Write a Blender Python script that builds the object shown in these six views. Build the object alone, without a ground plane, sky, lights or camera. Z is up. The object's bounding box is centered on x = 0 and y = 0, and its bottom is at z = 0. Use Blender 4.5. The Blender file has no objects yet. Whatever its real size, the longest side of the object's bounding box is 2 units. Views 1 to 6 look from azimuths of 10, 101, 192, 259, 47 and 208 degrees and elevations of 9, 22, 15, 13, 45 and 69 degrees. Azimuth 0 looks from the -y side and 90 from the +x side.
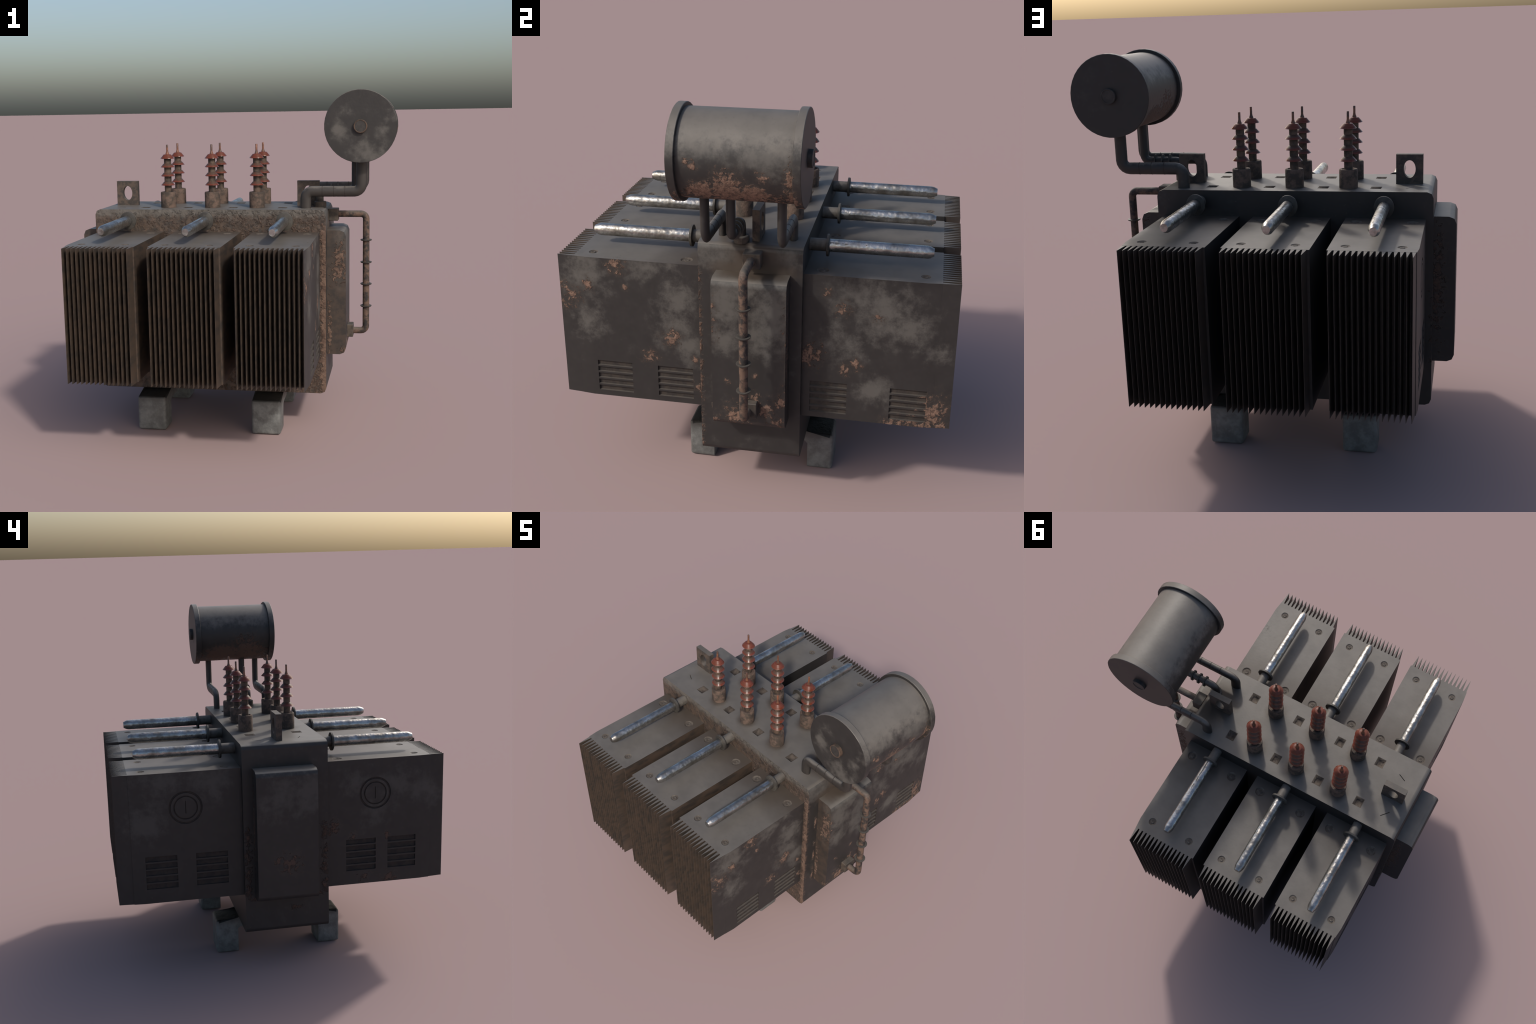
"""Weathered oil-cooled power transformer: ribbed tank radiators, six bushings,
a conservator drum on bent pipes, and concrete feet.  Built part by part."""
import bpy, bmesh, math, random
from mathutils import Vector, Matrix

random.seed(7)
SC = bpy.context.scene

# ------------------------------------------------------------------ node helper
class NT:
    """Small wrapper to write node expressions tersely."""
    def __init__(self, name):
        self.mat = bpy.data.materials.new(name)
        self.mat.use_nodes = True
        self.t = self.mat.node_tree
        self.bsdf = self.t.nodes["Principled BSDF"]
        self.co = self.t.nodes.new("ShaderNodeTexCoord").outputs["Object"]
        self.geo = self.t.nodes.new("ShaderNodeNewGeometry")
        self._sep = {}

    def link(self, src, sock):
        if hasattr(src, "is_linked"):
            self.t.links.new(src, sock)
        else:
            sock.default_value = src

    def math(self, op, a, b=0.0, c=0.0, clamp=False):
        n = self.t.nodes.new("ShaderNodeMath")
        n.operation = op
        n.use_clamp = clamp
        for s, v in zip(n.inputs, (a, b, c)):
            self.link(v, s)
        return n.outputs[0]

    def vmath(self, op, a, b=(0, 0, 0)):
        n = self.t.nodes.new("ShaderNodeVectorMath")
        n.operation = op
        self.link(a, n.inputs[0])
        self.link(b, n.inputs[1])
        return n.outputs["Value"] if op in ("LENGTH", "DOT_PRODUCT", "DISTANCE") else n.outputs[0]

    def sep(self, v):
        n = self.t.nodes.new("ShaderNodeSeparateXYZ")
        self.link(v, n.inputs[0])
        return n.outputs

    def noise(self, scale, detail=5.0, rough=0.6, vec=None, distort=0.0):
        n = self.t.nodes.new("ShaderNodeTexNoise")
        n.inputs["Scale"].default_value = scale
        n.inputs["Detail"].default_value = detail
        n.inputs["Roughness"].default_value = rough
        n.inputs["Distortion"].default_value = distort
        self.link(vec or self.co, n.inputs["Vector"])
        return n.outputs["Fac"]

    def voronoi(self, scale, vec=None):
        n = self.t.nodes.new("ShaderNodeTexVoronoi")
        n.inputs["Scale"].default_value = scale
        self.link(vec or self.co, n.inputs["Vector"])
        return n.outputs["Distance"]

    def ramp(self, v, lo, hi, smooth=True):
        n = self.t.nodes.new("ShaderNodeMapRange")
        n.interpolation_type = "SMOOTHSTEP" if smooth else "LINEAR"
        self.link(v, n.inputs["Value"])
        n.inputs["From Min"].default_value, n.inputs["From Max"].default_value = lo, hi
        return n.outputs["Result"]

    def mix(self, f, a, b):
        n = self.t.nodes.new("ShaderNodeMix")
        n.data_type = "RGBA"
        self.link(f, n.inputs[0])
        for v, s in ((a, n.inputs[6]), (b, n.inputs[7])):
            self.link(v if hasattr(v, "is_linked") else (*v, 1.0), s)
        return n.outputs[2]

    def scaled(self, s, vec=None):
        return self.vmath("MULTIPLY", vec or self.co, s)

    def blobs(self, spots, vec=None):
        """Soft spots: 1 at each centre, 0 at its radius and beyond."""
        total = None
        for centre, radius in spots:
            r = (radius,) * 3 if not hasattr(radius, "__len__") else radius
            d = self.vmath("SUBTRACT", vec or self.co, centre)
            d = self.vmath("LENGTH", self.vmath("DIVIDE", d, r))
            m = self.math("SUBTRACT", 1.0, d, clamp=True)
            total = m if total is None else self.math("MAXIMUM", total, m)
        return total

    def bump(self, height, dist, strength=1.0, prev=None):
        n = self.t.nodes.new("ShaderNodeBump")
        n.inputs["Strength"].default_value = strength
        n.inputs["Distance"].default_value = dist
        self.link(height, n.inputs["Height"])
        if prev is not None:
            self.link(prev, n.inputs["Normal"])
        return n.outputs[0]

    def done(self, color, rough=0.6, metal=0.0, normal=None, spec=0.5):
        b = self.bsdf.inputs
        self.link(color if hasattr(color, "is_linked") else (*color, 1.0), b["Base Color"])
        self.link(rough, b["Roughness"])
        self.link(metal, b["Metallic"])
        self.link(spec, b["Specular IOR Level"])
        if normal is not None:
            self.link(normal, b["Normal"])
        return self.mat


DARK = (0.0185, 0.0168, 0.0160)
GREY = (0.086, 0.080, 0.072)
DUST = (0.130, 0.117, 0.103)
RUST_A = (0.190, 0.116, 0.083)
RUST_B = (0.085, 0.051, 0.037)
UMBER = (0.075, 0.051, 0.037)


def steel(name, dark=DARK, grey_bias=-0.10, rust_bias=-0.42, rust_spots=(), grey_spots=(),
          baked_shade_spots=(), front_rust=0.0, front_brown=0.0, top_dust=1.0, lump=0.006, flank_brown=0.0,
          back_dark=0.45, per_object=False, baked_tank_shade=False, low_rust=None, front_tone=None, all_front=False, band=None, rust_soft=(-0.01, 0.15), flat_dust=False, dust_edge=(0.35, 0.85, 0.25)):
    """Painted steel gone dull: dark paint, grey chalky clouds, crumbs of rust, dust on top.
    front = the weather side facing -y; back = the +y side, painted darker for its shade."""
    m = NT(name)
    co = m.co
    if per_object:
        rnd = m.t.nodes.new("ShaderNodeObjectInfo").outputs["Random"]
        off = m.t.nodes.new("ShaderNodeCombineXYZ")
        m.link(m.math("MULTIPLY", rnd, 37.0), off.inputs[0])
        m.link(m.math("MULTIPLY", rnd, 91.0), off.inputs[2])
        co = m.vmath("ADD", m.co, off.outputs[0])
    nx, ny, nz = m.sep(m.geo.outputs["Normal"])
    px, py, pz = m.sep(m.co)
    n_big = m.noise(6.0, 8, 0.66, co)
    n_mid = m.noise(17.0, 8, 0.68, co)
    n_crumb = m.noise(44.0, 5, 0.66, co, 0.3)
    n_fine = m.noise(75.0, 4, 0.6, co)
    warp = m.noise(11.0, 5, 0.65, co)
    half = lambda n, k: m.math("MULTIPLY", m.math("SUBTRACT", n, 0.5), k)

    # chalky grey clouds
    g = m.math("ADD", m.math("ADD", half(n_big, 1.2), half(n_mid, 1.2)), grey_bias)
    if grey_spots:
        g = m.math("ADD", g, m.math("MULTIPLY", m.blobs([(c, tuple(q * 1.25 for q in r)) for c, r in grey_spots]), 0.70))
    grey = m.ramp(g, -0.06, 0.50)
    grey = m.math("MULTIPLY", grey, m.math("SUBTRACT", 1.0, m.math("MULTIPLY", m.ramp(nx, -0.4, -0.9), 0.45)))  # grey clouds dimmed in colour where -x faces lie in shade
    base = m.mix(m.ramp(n_mid, 0.3, 0.7), dark, tuple(c * 1.3 for c in dark))
    col = m.mix(m.math("MULTIPLY", grey, 0.92), base, GREY)

    # weather side turns brown
    front = 1.0 if all_front else m.ramp(m.math("MULTIPLY", ny, -1.0), 0.4, 0.85)
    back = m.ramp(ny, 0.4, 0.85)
    col = m.mix(m.math("MULTIPLY", back, back_dark), col, tuple(c * 0.45 for c in dark))  # base colour darkened on +y faces, which get no sun
    streak = m.noise(24.0, 6, 0.7, m.scaled((1.0, 0.35, 1.0), co))
    brown = m.mix(m.ramp(streak, 0.36, 0.60), (0.034, 0.028, 0.024), front_tone or UMBER)
    if front_brown:
        col = m.mix(m.math("MULTIPLY", front, front_brown), col, brown)
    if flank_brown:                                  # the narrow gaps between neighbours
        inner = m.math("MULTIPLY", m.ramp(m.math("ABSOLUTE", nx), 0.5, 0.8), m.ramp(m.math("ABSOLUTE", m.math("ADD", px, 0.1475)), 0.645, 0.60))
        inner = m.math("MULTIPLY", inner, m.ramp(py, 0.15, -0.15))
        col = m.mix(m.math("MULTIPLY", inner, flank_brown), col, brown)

    # crusty rust: crumbs that thicken towards each spot
    r = m.math("ADD", half(n_crumb, 2.3), rust_bias - 0.12)
    if rust_spots:
        r = m.math("ADD", r, m.math("MULTIPLY", m.blobs([(c, tuple(q * 1.4 for q in r)) for c, r in rust_spots] if len(rust_spots) < 60 else rust_spots), 0.92))
    if front_rust:
        r = m.math("ADD", r, m.math("MULTIPLY", front, m.math("ADD", front_rust - 0.06, m.math("MULTIPLY", m.ramp(px, -0.8, 0.45), 0.22))))
    if low_rust:
        r = m.math("ADD", r, m.math("MULTIPLY", m.ramp(m.math("ADD", pz, half(warp, 0.16)), low_rust[1], low_rust[0]), m.math("MULTIPLY", low_rust[2], m.math("SUBTRACT", 1.0, m.ramp(m.math("ABSOLUTE", ny), 0.4, 0.85)))))
    stain = m.math("MULTIPLY", m.ramp(r, -0.40, 0.05), 0.50)
    col = m.mix(stain, col, (0.046, 0.034, 0.027))
    rust = m.ramp(r, *rust_soft)
    rustc = m.mix(m.ramp(m.noise(62.0, 5, 0.7, co), 0.36, 0.60), RUST_B, RUST_A)
    rustc = m.mix(m.math("MULTIPLY", front, 0.8), rustc, m.mix(m.ramp(n_mid, 0.35, 0.65), tuple(c * 0.8 for c in RUST_B), (0.135, 0.088, 0.064)))
    rustc = m.mix(m.ramp(nx, -0.1, -0.6), rustc, tuple(c * 0.95 for c in RUST_B))  # rust tinted darker on -x to show the unlit side
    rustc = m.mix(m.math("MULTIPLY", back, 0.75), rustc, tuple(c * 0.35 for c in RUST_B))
    col = m.mix(rust, col, rustc)

    # dust lying on upward faces
    if flat_dust:
        nz = m.sep(m.geo.outputs["True Normal"])[2]
    up = m.math("MULTIPLY", m.ramp(m.math("ADD", nz, half(n_mid, dust_edge[2] * 4)), dust_edge[0], dust_edge[1]), m.ramp(nz, 0.05, 0.4))
    up = m.math("MULTIPLY", up, top_dust)
    dustc = m.mix(m.ramp(m.noise(9.0, 6, 0.6, co), 0.3, 0.72), DUST, tuple(c * 0.80 for c in DUST))
    dustc = m.mix(m.math("MULTIPLY", m.ramp(n_fine, 0.55, 0.8), 0.35), dustc, tuple(c * 0.6 for c in DUST))
    if baked_tank_shade:
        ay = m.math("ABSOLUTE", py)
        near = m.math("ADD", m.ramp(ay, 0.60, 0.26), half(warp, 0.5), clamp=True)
        dustc = m.mix(m.math("MULTIPLY", near, 0.82), dustc, (0.050, 0.037, 0.028))  # brown ambient occlusion baked into radiator tops beside the tank
    col = m.mix(up, col, dustc)
    if band:                                         # dust creeping over the rim of the wall
        b = m.math("MULTIPLY", m.ramp(m.math("ADD", pz, half(n_mid, 0.09)), band[0], band[1]), front)
        col = m.mix(m.math("MULTIPLY", b, 0.9), col, tuple(c * 0.85 for c in DUST))
    if baked_shade_spots:
        d = m.ramp(m.math("ADD", m.blobs(baked_shade_spots), half(warp, 0.5)), 0.02, 0.6)
        col = m.mix(m.math("MULTIPLY", d, 0.85), col, (0.056, 0.040, 0.029))  # corner occlusion tinted brown where parts meet the tank

    crust = m.math("MULTIPLY", rust, m.math("ADD", 0.4, n_crumb))
    crust = m.math("ADD", crust, m.math("MULTIPLY", rust, m.noise(55.0, 4, 0.6, co)))
    if front_rust:
        crust = m.math("ADD", crust, m.math("MULTIPLY", front, m.math("MULTIPLY", m.noise(27.0, 2.5, 0.5, co), 1.5)))
    crust = m.math("MULTIPLY", crust, m.math("SUBTRACT", 1.0, up))
    nrm = m.bump(crust, lump, 0.8)
    nrm = m.bump(n_fine, 0.0012, 0.35, nrm)
    rough = m.math("ADD", 0.54, m.math("MULTIPLY", m.math("MAXIMUM", rust, m.math("MULTIPLY", grey, 0.4)), 0.32))
    rough = m.math("SUBTRACT", rough, m.math("MULTIPLY", up, 0.04))
    return m.done(col, rough, 0.0, nrm, 0.5)


def galvanized(name):
    """Shiny hammered zinc for the rods."""
    m = NT(name)
    rnd = m.t.nodes.new("ShaderNodeObjectInfo").outputs["Random"]
    co = m.vmath("ADD", m.co, m.vmath("MULTIPLY", (3.0, 7.0, 5.0), (1, 1, 1)))
    n = m.t.nodes.new("ShaderNodeCombineXYZ")
    m.link(m.math("MULTIPLY", rnd, 23.0), n.inputs[1])
    co = m.vmath("ADD", co, n.outputs[0])
    dent = m.noise(34.0, 1.5, 0.5, co)
    blot = m.noise(14.0, 4, 0.6, co)
    col = m.mix(m.ramp(blot, 0.35, 0.70), (0.46, 0.455, 0.445), (0.22, 0.205, 0.185))
    rough = m.math("ADD", 0.27, m.math("MULTIPLY", m.ramp(blot, 0.4, 0.75), 0.16))
    nrm = m.bump(dent, 0.0085, 0.5)
    return m.done(col, rough, 0.95, nrm)


def glazed(name, hub_brown_k=0.9):
    """Red-brown glaze with brown towards the centre."""
    m = NT(name)
    _, _, nz = m.sep(m.geo.outputs["True Normal"])
    n = m.noise(20.0, 4, 0.6)
    col = m.mix(m.ramp(n, 0.35, 0.7), (0.140, 0.036, 0.024), (0.104, 0.028, 0.014))
    col = m.mix(m.ramp(nz, -0.1, -0.6), col, (0.170, 0.038, 0.008))
    px, py, pz = m.sep(m.co)
    rad = m.math("SQRT", m.math("ADD", m.math("MULTIPLY", px, px), m.math("MULTIPLY", py, py)))
    hub_brown = m.math("MULTIPLY", m.ramp(rad, 0.038, 0.028), m.ramp(m.noise(35.0, 4, 0.6), 0.20, 0.55))
    col = m.mix(m.math("MULTIPLY", hub_brown, hub_brown_k), col, (0.062, 0.044, 0.034))
    return m.done(col, m.math("ADD", 0.20, m.math("MULTIPLY", hub_brown, 0.20)), 0.0, None, m.math("ADD", 0.25, m.math("MULTIPLY", m.ramp(rad, 0.036, 0.042), 0.6)))


def concrete(name):
    """Cold grey galvanised block: pale blotches, scratched dents, top painted dark for occlusion."""
    m = NT(name)
    _, _, nz = m.sep(m.geo.outputs["True Normal"])
    rnd = m.t.nodes.new("ShaderNodeObjectInfo").outputs["Random"]
    off = m.t.nodes.new("ShaderNodeCombineXYZ")
    m.link(m.math("MULTIPLY", rnd, 17.0), off.inputs[0])
    co = m.vmath("ADD", m.co, off.outputs[0])
    _, _, pz = m.sep(m.co)
    n = m.noise(15.0, 7, 0.65, co)
    f = m.noise(48.0, 5, 0.65, co)
    col = m.mix(m.ramp(n, 0.35, 0.70), (0.090, 0.092, 0.089), (0.170, 0.176, 0.170))
    col = m.mix(m.math("MULTIPLY", m.ramp(f, 0.55, 0.8), 0.5), col, (0.22, 0.23, 0.225))
    painted_top_shade = m.ramp(m.math("ADD", pz, m.math("MULTIPLY", n, 0.03)), 0.180, 0.225)
    col = m.mix(m.math("MULTIPLY", painted_top_shade, 0.55), col, (0.045, 0.038, 0.030))
    col = m.mix(m.math("MULTIPLY", m.ramp(nz, 0.5, 0.9), 0.9), col, (0.020, 0.017, 0.014))  # near-black top carries the occlusion below the tank
    nrm = m.bump(m.math("ADD", n, m.math("MULTIPLY", f, 0.4)), 0.010, 0.6)
    return m.done(col, 0.55, 0.0, nrm, 0.5)


def plain(name, a, b, scale=18.0, rough=0.7, bumpd=0.004, per_object=True, dust=0.0):
    m = NT(name)
    co = m.co
    if per_object:
        rnd = m.t.nodes.new("ShaderNodeObjectInfo").outputs["Random"]
        off = m.t.nodes.new("ShaderNodeCombineXYZ")
        m.link(m.math("MULTIPLY", rnd, 29.0), off.inputs[0])
        co = m.vmath("ADD", co, off.outputs[0])
    n = m.noise(scale, 7, 0.68, co)
    col = m.mix(m.ramp(n, 0.41, 0.59), a, b)
    if dust:
        _, _, nz = m.sep(m.geo.outputs["True Normal"])
        col = m.mix(m.math("MULTIPLY", m.ramp(nz, 0.2, 0.9), dust), col, DUST)
    nrm = m.bump(n, bumpd, 0.6)
    return m.done(col, rough, 0.0, nrm, 0.4)


# ------------------------------------------------------------------ mesh helper
ROOT = bpy.data.objects.new("power_transformer", None)
SC.collection.objects.link(ROOT)
ROOT["label"] = "weathered rusty power transformer with finned radiators, bushings and oil drum"
ROOT["category"] = "electrical transformer"


def obj_from_bm(bm, name, mat, parent=ROOT, angle=32.0, loc=None):
    bmesh.ops.recalc_face_normals(bm, faces=bm.faces)
    me = bpy.data.meshes.new(name)
    bm.to_mesh(me)
    bm.free()
    return finish(me, name, mat, parent, angle, loc)


def finish(me, name, mat, parent=ROOT, angle=32.0, loc=None):
    for mm in (mat if isinstance(mat, (list, tuple)) else [mat]):
        me.materials.append(mm)
    me.shade_smooth()
    me.set_sharp_from_angle(angle=math.radians(angle))
    o = bpy.data.objects.new(name, me)
    SC.collection.objects.link(o)
    o.parent = parent
    if loc:
        o.location = loc
    return o


def repeat(o, loc, parent, scale=None):
    c = o.copy()
    SC.collection.objects.link(c)
    c.parent = parent
    c.location = loc
    if scale:
        c.scale = scale
    return c


def box_bm(x0, x1, y0, y1, z0, z1, bevel=0.0, seg=1, bm=None):
    bm = bm or bmesh.new()
    r = bmesh.ops.create_cube(bm, size=1.0)
    vs = r["verts"]
    for v in vs:
        v.co = Vector(((x0 + x1) / 2 + v.co.x * (x1 - x0), (y0 + y1) / 2 + v.co.y * (y1 - y0),
                       (z0 + z1) / 2 + v.co.z * (z1 - z0)))
    if bevel:
        es = list({e for v in vs for e in v.link_edges})
        bmesh.ops.bevel(bm, geom=es, offset=bevel, segments=seg, profile=0.5, affect="EDGES", clamp_overlap=True)
    return bm


def lathe(profile, seg=32, axis="Z", sx=1.0, sy=1.0, centre=(0, 0, 0), bm=None):
    """Turn (radius, height) pairs round an axis; sx, sy squash the cross-section."""
    bm = bm or bmesh.new()
    c = Vector(centre)
    rings = []
    for r, h in profile:
        ring = []
        for i in range(seg):
            a = math.tau * (i + 0.5) / seg
            u, v = r * math.cos(a) * sx, r * math.sin(a) * sy
            p = {"Z": (u, v, h), "Y": (u, h, v), "X": (h, u, v)}[axis]
            ring.append(bm.verts.new(c + Vector(p)))
        rings.append(ring)
    for a, b in zip(rings, rings[1:]):
        for i in range(seg):
            j = (i + 1) % seg
            bm.faces.new((a[i], a[j], b[j], b[i]))
    bm.faces.new(rings[0])
    bm.faces.new(rings[-1])
    return bm


def prism(poly, z0, z1, bm=None):
    """Extrude an xy outline from z0 to z1."""
    bm = bm or bmesh.new()
    lo = [bm.verts.new((x, y, z0)) for x, y in poly]
    hi = [bm.verts.new((x, y, z1)) for x, y in poly]
    bm.faces.new(lo)
    bm.faces.new(hi)
    for i in range(len(poly)):
        j = (i + 1) % len(poly)
        bm.faces.new((lo[i], lo[j], hi[j], hi[i]))
    return bm


def arc_path(corners, radius, steps=5):
    """Polyline in the xz plane with rounded corners; returns (x, z) points."""
    pts = [Vector(corners[0])]
    for i in range(1, len(corners) - 1):
        p, c, n = (Vector(corners[k]) for k in (i - 1, i, i + 1))
        a, b = (p - c).normalized(), (n - c).normalized()
        r = radius[i - 1] if hasattr(radius, "__len__") else radius
        o = c + (a + b) * r
        for k in range(steps + 1):
            t = k / steps * math.pi / 2
            pts.append(o - b * r * math.cos(t) - a * r * math.sin(t))
    pts.append(Vector(corners[-1]))
    return pts


def pipe(corners, y, r_plane, r_y, radius, seg=20, steps=5):
    """Sweep an oval section along a rounded path lying in the plane y = const."""
    pts = arc_path(corners, radius, steps)
    bm = bmesh.new()
    rings = []
    for i, p in enumerate(pts):
        d = Vector((0, 0))
        if i > 0:
            d += (p - pts[i - 1]).normalized()
        if i < len(pts) - 1:
            d += (pts[i + 1] - p).normalized()
        d.normalize()
        n = Vector((-d.y, d.x))
        rings.append([bm.verts.new((p.x + n.x * r_plane * math.cos(t), y + r_y * math.sin(t),
                                    p.y + n.y * r_plane * math.cos(t)))
                      for t in (math.tau * k / seg for k in range(seg))])
    for a, b in zip(rings, rings[1:]):
        for i in range(seg):
            j = (i + 1) % seg
            bm.faces.new((a[i], a[j], b[j], b[i]))
    bm.faces.new(rings[0])
    bm.faces.new(rings[-1])
    return bm


def carve(o, cutter_bm, cut_mat):
    """Cut shallow pockets into an object; pocket walls take the cutter's material."""
    bmesh.ops.recalc_face_normals(cutter_bm, faces=cutter_bm.faces)
    me = bpy.data.meshes.new("cutter")
    cutter_bm.to_mesh(me)
    cutter_bm.free()
    me.materials.append(cut_mat)
    me.shade_smooth()
    me.set_sharp_from_angle(angle=math.radians(30))
    c = bpy.data.objects.new("cutter", me)
    SC.collection.objects.link(c)
    md = o.modifiers.new("cut", "BOOLEAN")
    md.operation, md.solver, md.object, md.material_mode = "DIFFERENCE", "EXACT", c, "TRANSFER"
    new = bpy.data.meshes.new_from_object(o.evaluated_get(bpy.context.evaluated_depsgraph_get()))
    o.modifiers.clear()
    old, name = o.data, o.data.name
    o.data = new
    bpy.data.meshes.remove(old)
    new.name = name
    bpy.data.objects.remove(c)
    bpy.data.meshes.remove(me)
    new.shade_smooth()
    new.set_sharp_from_angle(angle=math.radians(32))


# ------------------------------------------------------------------ measures
TX0, TX1, TY, TZ0, TZ1 = -0.840, 0.545, 0.2425, 0.222, 1.320      # tank
RZ0, RZ1 = 0.449, 1.189                                           # radiators
RY1, FIN_TIP = 0.863, 0.946
BUSH_X, BUSH_Y = (0.125, -0.147, -0.419), (-0.112, 0.139)
DRUM = Vector((0.744, 0.0145, 1.7945))

# rust and chalk spots seen on the sunlit +x side (y, z, radius)
X = 0.508
SPOTS_R = [(-.655, 1.165, .075), (-.80, 1.047, .045), (-.884, .981, .070), (-.929, .931, .045), (-.925, 1.03, .04),
           (-.615, 1.047, .026), (-.388, .803, .072), (-.501, .688, .060), (-.276, .694, .03), (-.26, .55, .05),
           (.429, 1.03, .055), (.593, 1.001, .040), (.45, .715, .045), (.50, .75, .045), (.269, .784, .10),
           (.77, .465, .060), (.657, .455, .05), (.862, .53, .13), (.35, 1.11, .035), (.835, .60, .05), (.90, .46, .07), (.82, .455, .08), (.71, .46, .06)]
SPOTS_G = [(-.829, 1.115, .20), (-.496, 1.16, .13), (-.345, 1.017, .17), (-.374, .864, .15), (-.807, .865, .14),
           (-.314, .767, .14), (.614, 1.023, .21), (.739, .955, .16), (.883, .84, .10), (.425, .842, .14),
           (.591, .607, .13), (.481, 1.10, .16)]
XW = -0.804
BACK_G = [(.70, 1.15, .20), (.42, 1.13, .17), (.78, .90, .15), (-.42, 1.05, .13), (-.66, 1.03, .14), (-.85, 1.0, .16), (-.53, .87, .10)]
BACK_R = [(-.28, .80, .06), (-.46, .50, .05), (-.62, .47, .06), (-.40, .74, .03), (-.60, .73, .03)]


def on_plane(x, spots):
    return [((x, y, z), (0.06, r, r)) for y, z, r in spots]


# ------------------------------------------------------------------ materials
M_RUST = plain("rusted_pocket", (0.088, 0.070, 0.056), (0.046, 0.036, 0.029), 30.0, 0.85, 0.004, False)
M_LOUVER = plain("louver_shade", (0.040, 0.031, 0.025), (0.023, 0.019, 0.017), 24.0, 0.7, 0.002, False, dust=0.30)
M_GROOVE = plain("groove_dirt", (0.034, 0.026, 0.022), (0.021, 0.018, 0.017), 24.0, 0.8, 0.002, False)
M_PIT = plain("pit_dust", (0.105, 0.090, 0.075), (0.065, 0.052, 0.042), 40.0, 0.8, 0.003, False)
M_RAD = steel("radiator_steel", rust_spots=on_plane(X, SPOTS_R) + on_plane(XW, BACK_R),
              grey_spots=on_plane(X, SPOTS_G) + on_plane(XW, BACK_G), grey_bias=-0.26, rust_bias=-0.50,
              front_brown=0.9, flank_brown=0.9, baked_tank_shade=True, lump=0.006)
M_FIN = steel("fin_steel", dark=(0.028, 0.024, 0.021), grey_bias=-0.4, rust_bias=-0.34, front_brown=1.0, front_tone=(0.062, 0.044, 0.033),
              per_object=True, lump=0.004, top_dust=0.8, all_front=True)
M_FIN_B = steel("shade_darkened_fin_steel", dark=(0.022, 0.020, 0.018), grey_bias=-0.4, rust_bias=-0.42, front_brown=0.9, front_tone=(0.046, 0.034, 0.027),  # darker copy of fin_steel, toned down for the shaded +y fins
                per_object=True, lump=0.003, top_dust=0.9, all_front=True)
# rust eats the -y wall and keeps to the rims of the end walls
rim = [((TX1, -0.243, z / 100), (0.03, 0.020, 0.07)) for z in range(25, 116, 9)]
rim += [((TX1, -0.172, z / 100), (0.03, 0.016, h / 100)) for z, h in ((48, 5), (56, 3), (69, 6), (80, 3), (99, 7))]
rim += [((TX0, s * 0.222, z / 100), (0.03, 0.03, 0.07)) for z in (48, 58, 68, 80) for s in (-1, 1)]
rim += [((TX0, y / 100, 0.432), (0.03, 0.07, 0.016)) for y in range(-18, 22, 7)]
rim += [((TX0, -.05, 0.36), (0.03, 0.05, 0.02))]
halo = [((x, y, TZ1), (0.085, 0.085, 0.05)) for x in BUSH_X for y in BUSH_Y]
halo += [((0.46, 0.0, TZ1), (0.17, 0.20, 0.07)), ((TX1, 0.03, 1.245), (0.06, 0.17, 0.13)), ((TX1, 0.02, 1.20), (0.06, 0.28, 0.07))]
M_TANK = steel("tank_steel", rust_spots=rim, baked_shade_spots=halo, grey_bias=-0.18, rust_bias=-0.44, front_rust=0.36,
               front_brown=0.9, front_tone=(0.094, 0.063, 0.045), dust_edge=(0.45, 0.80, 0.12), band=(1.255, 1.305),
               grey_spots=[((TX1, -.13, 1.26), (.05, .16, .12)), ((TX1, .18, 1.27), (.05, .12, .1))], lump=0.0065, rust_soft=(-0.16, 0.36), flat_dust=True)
M_PANEL = steel("panel_steel", flat_dust=True, rust_bias=-0.48, front_brown=0.55, grey_bias=-0.22, baked_shade_spots=[((0.56, 0.02, 1.20), (0.11, 0.24, 0.05))],
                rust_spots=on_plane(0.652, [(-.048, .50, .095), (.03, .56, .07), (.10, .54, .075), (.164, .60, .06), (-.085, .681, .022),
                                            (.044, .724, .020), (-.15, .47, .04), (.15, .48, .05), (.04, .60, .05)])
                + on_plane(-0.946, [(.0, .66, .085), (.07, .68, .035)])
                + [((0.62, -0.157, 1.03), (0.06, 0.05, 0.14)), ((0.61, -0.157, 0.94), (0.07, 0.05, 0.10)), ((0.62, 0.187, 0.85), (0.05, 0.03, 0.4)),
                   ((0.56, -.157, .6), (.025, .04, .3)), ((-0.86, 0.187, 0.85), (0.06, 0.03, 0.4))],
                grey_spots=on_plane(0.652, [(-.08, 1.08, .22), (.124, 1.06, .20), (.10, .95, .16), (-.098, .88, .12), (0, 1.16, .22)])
                + on_plane(-0.946, [(.05, 1.06, .18), (-.10, 1.05, .16)]) + [((.63, -.157, 1.13), (.05, .04, .09))])
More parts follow.
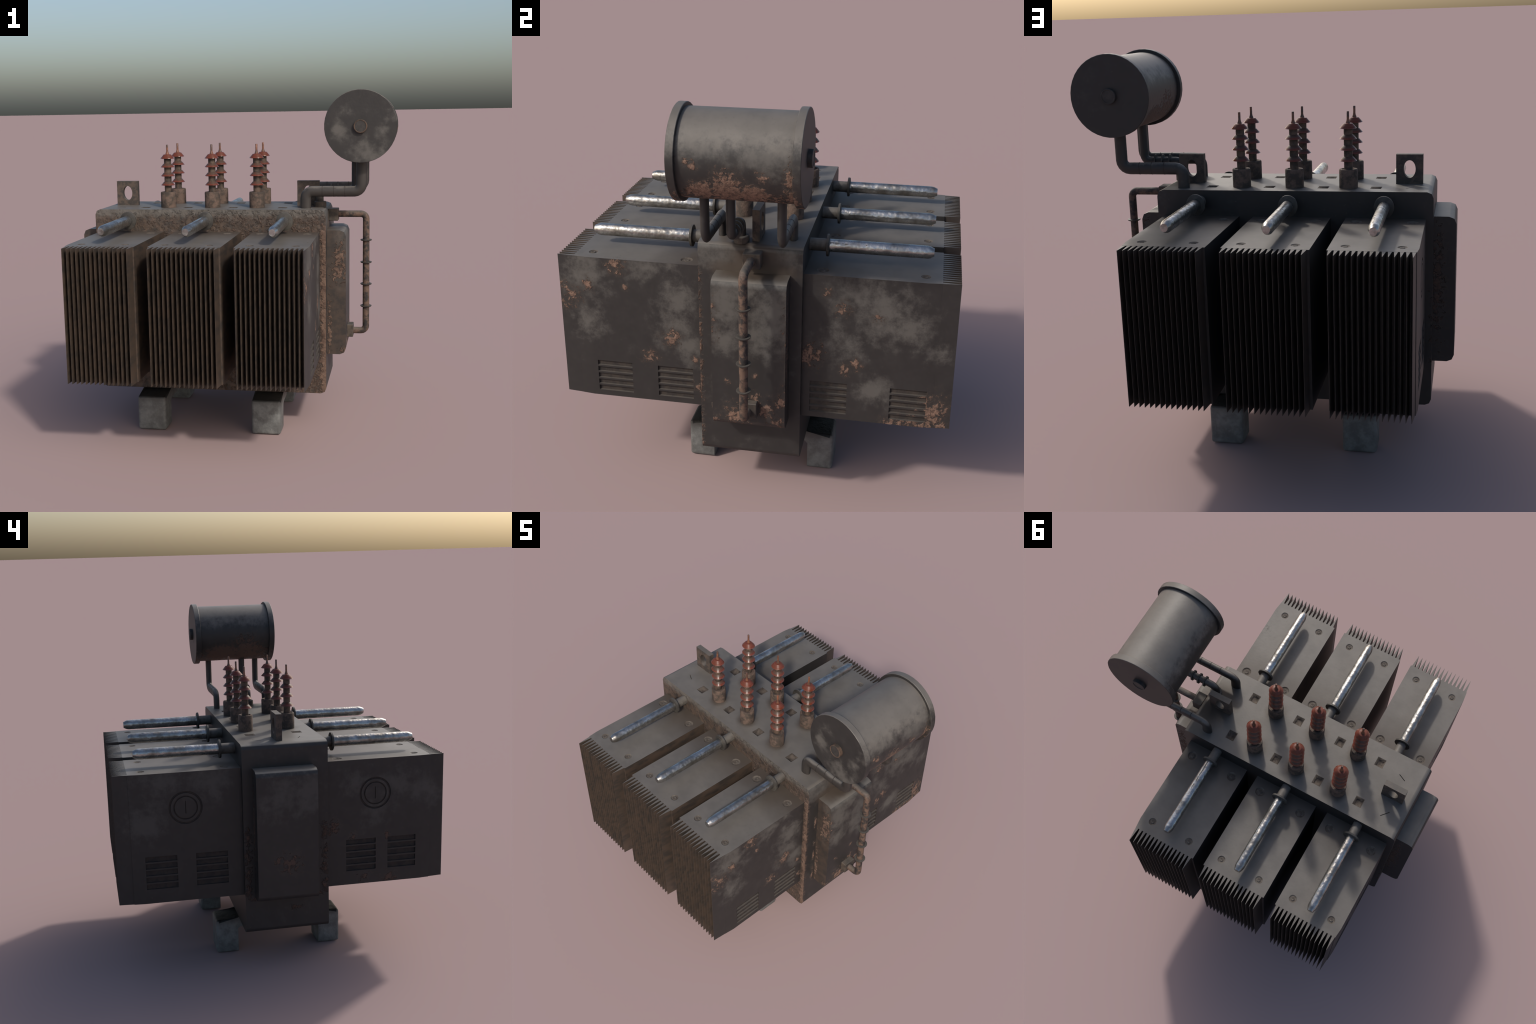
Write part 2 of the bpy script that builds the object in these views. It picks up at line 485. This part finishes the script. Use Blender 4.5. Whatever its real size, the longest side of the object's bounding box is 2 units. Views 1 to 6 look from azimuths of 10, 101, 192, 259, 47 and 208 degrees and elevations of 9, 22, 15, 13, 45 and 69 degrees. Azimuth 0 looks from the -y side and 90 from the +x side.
M_DRUM = steel("drum_steel", grey_bias=-0.22, rust_bias=-0.50, low_rust=(1.63, 1.755, 0.66), lump=0.006, back_dark=0.25, dust_edge=(0.18, 0.72, 0.30),
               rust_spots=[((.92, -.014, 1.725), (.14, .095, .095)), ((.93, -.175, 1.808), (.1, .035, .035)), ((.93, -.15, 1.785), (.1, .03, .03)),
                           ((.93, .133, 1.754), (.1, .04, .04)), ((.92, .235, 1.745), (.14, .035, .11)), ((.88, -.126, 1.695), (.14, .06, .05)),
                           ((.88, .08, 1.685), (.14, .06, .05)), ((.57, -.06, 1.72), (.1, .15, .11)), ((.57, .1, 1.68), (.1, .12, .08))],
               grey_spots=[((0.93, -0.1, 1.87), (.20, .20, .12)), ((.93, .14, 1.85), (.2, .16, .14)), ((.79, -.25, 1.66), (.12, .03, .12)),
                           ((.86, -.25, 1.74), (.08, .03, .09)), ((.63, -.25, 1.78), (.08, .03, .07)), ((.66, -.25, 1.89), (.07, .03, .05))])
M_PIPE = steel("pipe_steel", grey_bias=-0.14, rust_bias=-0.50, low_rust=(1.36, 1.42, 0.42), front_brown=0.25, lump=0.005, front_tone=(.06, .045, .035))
M_GAUGE = plain("level_pipe_rust", (0.115, 0.072, 0.052), (0.024, 0.021, 0.020), 23.0, 0.75, 0.008, False, dust=0.5)
M_RING = plain("ring_steel", (0.055, 0.050, 0.043), (0.030, 0.027, 0.024), 20.0, 0.6, 0.002, dust=0.3)
M_FIT = plain("fitting_steel", (0.075, 0.058, 0.045), (0.036, 0.031, 0.027), 18.0, 0.7, 0.003, dust=0.3)
M_LUG = plain("lug_steel", (0.085, 0.062, 0.048), (0.040, 0.034, 0.030), 22.0, 0.7, 0.004, dust=0.6)
M_CUP = plain("cup_rust", (0.112, 0.075, 0.057), (0.046, 0.035, 0.028), 20.0, 0.8, 0.016)
M_CORE = plain("core_rust", (0.095, 0.064, 0.046), (0.034, 0.026, 0.021), 26.0, 0.65, 0.005)
M_TERM = plain("terminal_copper", (0.165, 0.065, 0.035), (0.070, 0.038, 0.028), 30.0, 0.4, 0.003, dust=0.2)
M_CAP = plain("cap_steel", (0.040, 0.036, 0.033), (0.024, 0.022, 0.021), 20.0, 0.6, 0.003)
M_RIM = plain("cap_rust", (0.085, 0.054, 0.038), (0.034, 0.027, 0.022), 26.0, 0.8, 0.004)
M_NECK = plain("neck_steel", (0.105, 0.095, 0.083), (0.060, 0.052, 0.044), 14.0, 0.55, 0.003, dust=0.6)
M_ROD = galvanized("zinc_rod")
M_GLAZE = glazed("glazed_shed")
M_GLAZE_TOP = glazed("glazed_top_shed", 0.15)
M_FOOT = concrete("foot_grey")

# ------------------------------------------------------------------ tank
def soft_edges(o):
    o.data.set_sharp_from_angle(angle=math.radians(60))
    w = o.modifiers.new("soft", "WEIGHTED_NORMAL")
    w.keep_sharp = True
    w.weight = 80


def slab(x0, x1, y0, y1, z0, z1, r, round_lo=True, round_hi=True, seg=2):
    """Plate bent from sheet: outline rounded in the xz plane, flat cut sides in y."""
    prof = []
    for cx, cz, a0, on in ((x1 - r, z1 - r, 0, round_hi), (x0 + r, z1 - r, 90, round_lo), (x0 + r, z0 + r, 180, round_lo), (x1 - r, z0 + r, 270, round_hi)):
        if on:
            prof += [(cx + r * math.cos(math.radians(a0 + 90 * k / seg)), cz + r * math.sin(math.radians(a0 + 90 * k / seg))) for k in range(seg + 1)]
        else:
            sx, sz = math.cos(math.radians(a0 + 45)), math.sin(math.radians(a0 + 45))
            prof.append((cx + math.copysign(r, sx), cz + math.copysign(r, sz)))
    bm = bmesh.new()
    a = [bm.verts.new((x, y0, z)) for x, z in prof]
    b = [bm.verts.new((x, y1, z)) for x, z in prof]
    bm.faces.new(a)
    bm.faces.new(b)
    for i in range(len(prof)):
        j = (i + 1) % len(prof)
        bm.faces.new((a[i], a[j], b[j], b[i]))
    return bm


tank = obj_from_bm(slab(TX0, TX1, -TY, TY, TZ0, TZ1, 0.031), "tank", M_TANK, angle=60)
cut = bmesh.new()
for x in (-0.556, -0.293, -0.018, 0.280):           # square sockets, two rows
    for y in (-0.134, 0.141):
        w, d = 0.026, 0.017
        ring = [[cut.verts.new((x + sx * w * k, y + sy * 0.028 * k, z)) for sx, sy in ((-1, -1), (1, -1), (1, 1), (-1, 1))]
                for k, z in ((1.12, TZ1 + 0.004), (0.62, TZ1 - d))]
        cut.faces.new(ring[0])
        cut.faces.new(ring[1])
        for i in range(4):
            j = (i + 1) % 4
            cut.faces.new((ring[0][i], ring[0][j], ring[1][j], ring[1][i]))
for (xa, ya), (xb, yb) in (((-0.686, -0.123), (-0.730, -0.101)), ((-0.701, 0.155), (-0.738, 0.112))):   # two chisel scratches
    a, b = Vector((xa, ya)), Vector((xb, yb))
    n = (b - a).normalized().orthogonal() * 0.0022
    prism([tuple(a - n), tuple(b - n), tuple(b + n), tuple(a + n)], TZ1 - 0.006, TZ1 + 0.003, cut)
carve(tank, cut, M_RUST)
soft_edges(tank)

# ------------------------------------------------------------------ radiators
def louver_cut(bm, x, out, y0, y1, z0, z1, n=5):
    """Pockets with a leaning back and a thin sill, n of them one above another."""
    p = (z1 - z0) / n
    for i in range(n):
        a, b = z0 + i * p, z0 + (i + 1) * p
        prof = [(0.002, b - 0.004), (-0.009, b - 0.007), (-0.0075, a + 0.0065), (0.002, a + 0.0035)]
        e = [[bm.verts.new((x + out * dx, y, z)) for dx, z in prof] for y in (y0, y1)]
        bm.faces.new(e[0])
        bm.faces.new(e[1])
        for k in range(4):
            j = (k + 1) % 4
            bm.faces.new((e[0][k], e[0][j], e[1][j], e[1][k]))


def groove_cut(bm, x, out, y, z, r, w, depth=0.004, seg=40):
    """Ring-shaped groove in a face looking along x."""
    prof = [(r - w / 2, 0.002), (r + w / 2, 0.002), (r + w * 0.3, -depth), (r - w * 0.3, -depth)]
    rings = [[bm.verts.new((x + out * h, y + rr * math.cos(math.tau * i / seg), z + rr * math.sin(math.tau * i / seg)))
              for i in range(seg)] for rr, h in prof]
    for k in range(4):
        a, b = rings[k], rings[(k + 1) % 4]
        for i in range(seg):
            j = (i + 1) % seg
            bm.faces.new((a[i], a[j], b[j], b[i]))


FIN_W, PITCH, N_FIN = 0.0172, 0.3545 / 14, 15
blocks = [(0.120, 0.5095, 0.494, "hi"), (-0.343, 0.049, 0.032, None), (-0.8045, -0.417, -0.4325, "lo")]   # x range, first fin, outer side
fin_src = None
for sy in (1, -1):
    for bi, (x0, x1, fx, outer) in enumerate(blocks):
        y_in = TY - 0.01
        poly = [(x0, y_in), (x1, y_in), (x1, RY1), (x0, RY1)]
        if outer == "hi":
            poly = [(x0, y_in), (x1, y_in), (x1, 0.802), (x1 - 0.0067, RY1), (x0, RY1)]
        elif outer == "lo":
            poly = [(x0, y_in), (x1, y_in), (x1, RY1), (x0 + 0.0063, RY1), (x0, 0.802)]
        poly = [(x, y * sy) for x, y in poly]
        rad = obj_from_bm(prism(poly, RZ0, RZ1), "radiator", [M_RAD], angle=20)
        cx = (x0 + x1) / 2
        cut = bmesh.new()
        pits = bmesh.new()
        for dx in (-0.122, 0.122):                          # bolt pits, small outside, wide inside
            lathe([(0.0235, 0.003), (0.0225, 0.0), (0.0165, -0.0035)], 20, "Z", 1, 1, (cx + dx, sy * 0.787, RZ1), pits)
            lathe([(0.0295, 0.003), (0.0285, 0.0), (0.0215, -0.0045)], 24, "Z", 1, 1, (cx + dx * 1.1, sy * 0.322, RZ1), pits)
        carve(rad, pits, M_PIT)
        if outer == "hi":
            for y0, y1 in ((0.282, 0.458), (0.660, 0.830)) if sy > 0 else ((-0.775, -0.598), (-0.467, -0.290)):
                louver_cut(cut, x1, 1, y0, y1, 0.474, 0.648)
        if outer == "lo":
            for y0, y1 in ((0.330, 0.509), (0.614, 0.790)) if sy > 0 else ((-0.535, -0.358), (-0.777, -0.607)):
                louver_cut(cut, x0, -1, y0, y1, 0.527, 0.725)
            yc = 0.555 if sy > 0 else -0.531
            groove_cut(cut, x0, -1, yc, 0.988, 0.088, 0.013)
            groove_cut(cut, x0, -1, yc, 0.988, 0.064, 0.009)
            box_bm(x0 - 0.002, x0 + 0.004, yc - 0.002, yc + 0.002, 0.955, 1.025, bm=cut)
        if len(cut.verts):
            carve(rad, cut, M_LOUVER if outer == "hi" else M_GROOVE)
        rad.data.set_sharp_from_angle(angle=math.radians(20))
        # bolt heads sit in the outer pits
        for dx in (-0.122, 0.122):
            for yy, r, h in ((0.787, 0.0105, -0.0005), (0.322, 0.0125, -0.002)):
                b = lathe([(r, -0.008), (r, h - 0.001), (r * 0.8, h), (r * 0.5, h - 0.001)], 16, "Z")
                obj_from_bm(b, "bolt", M_PIT, rad, 30, (cx + dx * (1.1 if yy < 0.5 else 1), sy * yy, RZ1))
        # fins: wedge plates tapering to a knife edge
        for i in range(N_FIN):
            loc = (fx - i * PITCH, sy * RY1, 0)
            if (outer == "hi" and i == 0) or (outer == "lo" and i == N_FIN - 1):      # the end plate runs on from the block side
                h, t = FIN_W / 2, 0.0006
                w = [(-h, -0.002), (h, -0.002), (h, 0.0), (t, FIN_TIP - RY1), (-t, FIN_TIP - RY1), (-h, 0.0)]
                end = obj_from_bm(prism([(x + loc[0], y * sy + loc[1]) for x, y in w], RZ0 + 0.0005, RZ1 - 0.0005), "fin",
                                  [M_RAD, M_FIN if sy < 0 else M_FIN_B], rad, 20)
                for f in end.data.polygons:
                    if f.normal.x * (1 if outer == "hi" else -1) < -0.3:
                        f.material_index = 1
            elif fin_src is None or (sy < 0 and fin_src.get("side") != -1):
                h, t = FIN_W / 2, 0.0006
                w = [(-h, -0.002), (h, -0.002), (h, 0.0), (t, FIN_TIP - RY1), (-t, FIN_TIP - RY1), (-h, 0.0)]
                bm = prism([(x, y * sy) for x, y in w], RZ0 + 0.0005, RZ1 - 0.0005)
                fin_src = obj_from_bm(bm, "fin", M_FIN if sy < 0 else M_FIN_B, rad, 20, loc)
                fin_src["side"] = sy
            else:
                repeat(fin_src, loc, rad)

# ------------------------------------------------------------------ rods over the radiators
srcs = {}
for sy in (1, -1):
    for x in (0.317, -0.147, -0.611):
        loc = (x, 0, 1.262)
        if sy not in srcs:
            rod = obj_from_bm(lathe([(0.030, sy * 0.325), (0.0312, sy * 0.334), (0.0312, sy * 0.55), (0.0308, sy * 0.785), (0.028, sy * 0.798), (0.0195, sy * 0.817)],
                                    16, "Y", 0.90, 1.0), "metal_rod", M_ROD, ROOT, 50, loc)
            col = obj_from_bm(lathe([(0.044, sy * 0.321), (0.0535, sy * 0.3225), (0.0535, sy * 0.3325), (0.050, sy * 0.3345)], 28, "Y", 0.90, 1.0), "rod_collar", M_RING, rod, 40)
            neck = obj_from_bm(lathe([(0.0305, sy * 0.235), (0.0305, sy * 0.324)], 20, "Y", 0.92, 1.0), "rod_neck", M_NECK, rod, 40)
            srcs[sy] = (rod, col, neck)
        else:
            rod = repeat(srcs[sy][0], loc, ROOT)
            repeat(srcs[sy][1], (0, 0, 0), rod)
            repeat(srcs[sy][2], (0, 0, 0), rod)

# ------------------------------------------------------------------ bushings
parts = None
SQ = 0.92
SHEDS = (1.6145, 1.5630, 1.5095, 1.4545)
for x in BUSH_X:
    for y in BUSH_Y:
        loc = (x, y, 0)
        if parts is None:
            core = obj_from_bm(lathe([(0.0215, 1.40), (0.0215, 1.632)], 20, "Z", 1, SQ), "bushing", M_CORE, ROOT, 40, loc)
            cup = obj_from_bm(lathe([(0.046, TZ1 - 0.002), (0.0465, 1.33), (0.0465, 1.408), (0.044, 1.4135), (0.034, 1.414), (0.030, 1.409)], 24, "Z", 1, SQ), "bushing_cup", M_CUP, core, 40)
            # a thin-lipped saucer: sloping top, hollow underside
            shed = obj_from_bm(lathe([(0.020, 0.021), (0.0245, 0.020), (0.042, 0.0015), (0.0428, 0.0), (0.040, -0.0015), (0.020, 0.006)], 28, "Z", 1, SQ), "shed", M_GLAZE, core, 24, (0, 0, SHEDS[1]))
            top = obj_from_bm(lathe([(0.012, 0.0255), (0.0225, 0.0235), (0.042, 0.0015), (0.0425, 0.0), (0.040, -0.0015), (0.020, 0.002)], 28, "Z", 1, SQ), "shed", M_GLAZE_TOP, core, 24, (0, 0, SHEDS[0]))
            term = obj_from_bm(lathe([(0.0125, 1.632), (0.0118, 1.640), (0.0075, 1.652), (0.0062, 1.660), (0.0062, 1.695), (0.0050, 1.6965)], 14, "Z", 1, SQ), "terminal", M_TERM, core, 40)
            parts = (core, cup, shed, top, term)
            for z in SHEDS[2:]:
                repeat(shed, (0, 0, z), core)
        else:
            core = repeat(parts[0], loc, ROOT)
            repeat(parts[1], (0, 0, 0), core)
            repeat(parts[3], (0, 0, SHEDS[0]), core)
            repeat(parts[4], (0, 0, 0), core)
            for z in SHEDS[1:]:
                repeat(parts[2], (0, 0, z), core)

# ------------------------------------------------------------------ lifting lugs: plates with an oval eye
def lug(cx):
    bm = bmesh.new()
    hw, z0, z1, cz, a, b, n = 0.0668, TZ1 - 0.004, 1.4695, 1.3955, 0.0300, 0.0445, 32
    y0, y1 = 0.0005, 0.0345
    faces = []
    for y in (y0, y1):
        out, hole = [], []
        for i in range(n):
            t = math.tau * (i + 0.5) / n
            c, s = math.cos(t), math.sin(t)
            k = min(hw / max(abs(c), 1e-6), ((z1 - cz) if s > 0 else (cz - z0)) / max(abs(s), 1e-6))
            out.append([c * k, cz + s * k])
            hole.append(bm.verts.new((cx + a * c, y, cz + b * s)))
        for sx in (-1, 1):
            for sz, zc in ((1, z1), (-1, z0)):               # snap the nearest outline point to each corner
                j = min(range(n), key=lambda q: (out[q][0] - sx * hw) ** 2 + (out[q][1] - zc) ** 2)
                out[j] = [sx * hw, zc]
        ring = [bm.verts.new((cx + px, y, pz)) for px, pz in out]
        faces.append((ring, hole))
        for i in range(n):
            j = (i + 1) % n
            bm.faces.new((ring[i], ring[j], hole[j], hole[i]))
    (r0, h0), (r1, h1) = faces
    for i in range(n):
        j = (i + 1) % n
        bm.faces.new((r0[i], r0[j], r1[j], r1[i]))
        bm.faces.new((h0[i], h0[j], h1[j], h1[i]))
    return obj_from_bm(bm, "lifting_lug", M_LUG, ROOT, 30)

lug(-0.7115)
lug(0.4195)

# ------------------------------------------------------------------ end panels
for x0, x1, hi in ((TX1 - 0.01, 0.6555, True), (-0.949, TX0 + 0.01, False)):
    soft_edges(obj_from_bm(slab(x0, x1, -0.157, 0.187, 0.442, 1.190, 0.036, not hi, hi), "access_panel", M_PANEL, ROOT, 60))

# ------------------------------------------------------------------ feet: block with an arm reaching under the tank
def foot():
    bm = bmesh.new()
    side = [(0.379, 0.0), (0.379, 0.207), (0.200, 0.213), (0.200, 0.228), (0.10, 0.228), (0.10, 0.160), (0.235, 0.160), (0.248, 0.147), (0.248, 0.0)]
    a = [bm.verts.new((-0.0865, y, z)) for y, z in side]
    b = [bm.verts.new((0.0865, y, z)) for y, z in side]
    bm.faces.new(a)
    bm.faces.new(b)
    for i in range(len(side)):
        j = (i + 1) % len(side)
        bm.faces.new((a[i], a[j], b[j], b[i]))
    bmesh.ops.bevel(bm, geom=[e for e in bm.edges if max(v.co.y for v in e.verts) > 0.3], offset=0.016, segments=3, profile=0.5, affect="EDGES")
    return bm

for sy in (1, -1):
    bm = foot()
    if sy < 0:
        bmesh.ops.scale(bm, vec=(1, -1, 1), verts=bm.verts)
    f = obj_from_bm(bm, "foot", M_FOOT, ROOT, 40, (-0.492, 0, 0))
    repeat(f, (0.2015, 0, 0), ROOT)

# ------------------------------------------------------------------ conservator drum
y0, y1 = DRUM.y - 0.2715, DRUM.y + 0.2715
c = (DRUM.x, 0, DRUM.z)
drum = obj_from_bm(lathe([(0.1885, y0 + 0.02), (0.1885, y1 - 0.02)], 48, "Y", 1, 1, c), "conservator_drum", M_DRUM, ROOT, 40)
for a, b in ((y0, y0 + 0.035), (y1 - 0.035, y1)):
    obj_from_bm(lathe([(0.2035, a), (0.2055, a + 0.002), (0.2055, b - 0.002), (0.2035, b)], 40, "Y", 1, 1, c), "end_flange", M_DRUM, drum, 40)
for a, b in ((y0 + 0.002, y0 - 0.020), (y1 - 0.002, y1 + 0.020)):
    s = 1 if b > a else -1
    cap = obj_from_bm(lathe([(0.0385, a), (0.0385, b - s * 0.002), (0.0365, b), (0.0325, b), (0.0315, b - s * 0.002)], 24, "Y", 1, 1, c), "flange_cap", [M_CAP, M_RIM if s < 0 else M_CAP], drum, 40)
    for f in cap.data.polygons:
        if abs(f.normal.y) < 0.95 or len(f.vertices) == 4:
            f.material_index = 1

# ------------------------------------------------------------------ pipes from tank to drum
def band(x, y, z, r, ry, w, name, mat, parent, axis="X", ring=False):
    prof = [(r * 0.9, -w / 2), (r, -w / 2), (r, w / 2), (r * 0.9, w / 2)]
    bm = lathe(prof, 28, axis)
    k = ry / r
    for v in bm.verts:
        if axis == "X":
            v.co.y *= k
    return obj_from_bm(bm, name, mat, parent, 30, (x, y, z))

for y in (-0.1515, 0.1805):
    p = obj_from_bm(pipe([(0.4205, TZ1 - 0.004), (0.4205, 1.4185), (0.746, 1.4185), (0.746, 1.63)], y, 0.0312, 0.0195, (0.040, 0.042)),
                    "drum_pipe", M_PIPE, ROOT, 40)
    for x in (0.518, 0.585, 0.650):
        band(x, y, 1.4185, 0.0316, 0.0199, 0.0035, "pipe_seam", M_GROOVE, p)
mid = obj_from_bm(pipe([(0.4935, TZ1 - 0.004), (0.4935, 1.4185), (0.7060, 1.4185), (0.7060, 1.63)], -0.048, 0.0232, 0.0205, (0.035, 0.035)),
                  "flanged_pipe", M_PIPE, ROOT, 40)
for x in (0.562, 0.602, 0.643):
    band(x, -0.048, 1.4185, 0.0375, 0.031, 0.008, "pipe_ring", M_RING, mid)
obj_from_bm(lathe([(0.0365, TZ1 - 0.002), (0.0365, 1.347), (0.033, 1.351)], 12, "Z", 1, 1.0, (0.4965, -0.048, 0)), "pipe_base", M_LUG, mid, 30)

# ------------------------------------------------------------------ level pipe on the end panel
gy = 0.0165
gauge = obj_from_bm(pipe([(0.59, 1.2685), (0.7665, 1.2685), (0.7665, 0.5505), (0.68, 0.5505)], gy, 0.0200, 0.0200, (0.030, 0.030)),
                    "level_pipe", M_GAUGE, ROOT, 40)
for z in (1.111, 0.9755, 0.8415, 0.7050):
    bm = lathe([(0.018, -0.004), (0.0315, -0.004), (0.0340, -0.001), (0.0340, 0.003), (0.030, 0.004), (0.018, 0.001)], 24, "Z")
    obj_from_bm(bm, "pipe_ring", M_RING, gauge, 40, (0.7665, gy, z))
obj_from_bm(box_bm(TX1 - 0.004, 0.601, -0.022, 0.060, 1.2295, 1.3015, 0.003), "pipe_fitting", M_FIT, gauge, 30)
obj_from_bm(box_bm(0.648, 0.6905, -0.022, 0.060, 0.5155, 0.5920, 0.003), "pipe_fitting", M_FIT, gauge, 30)
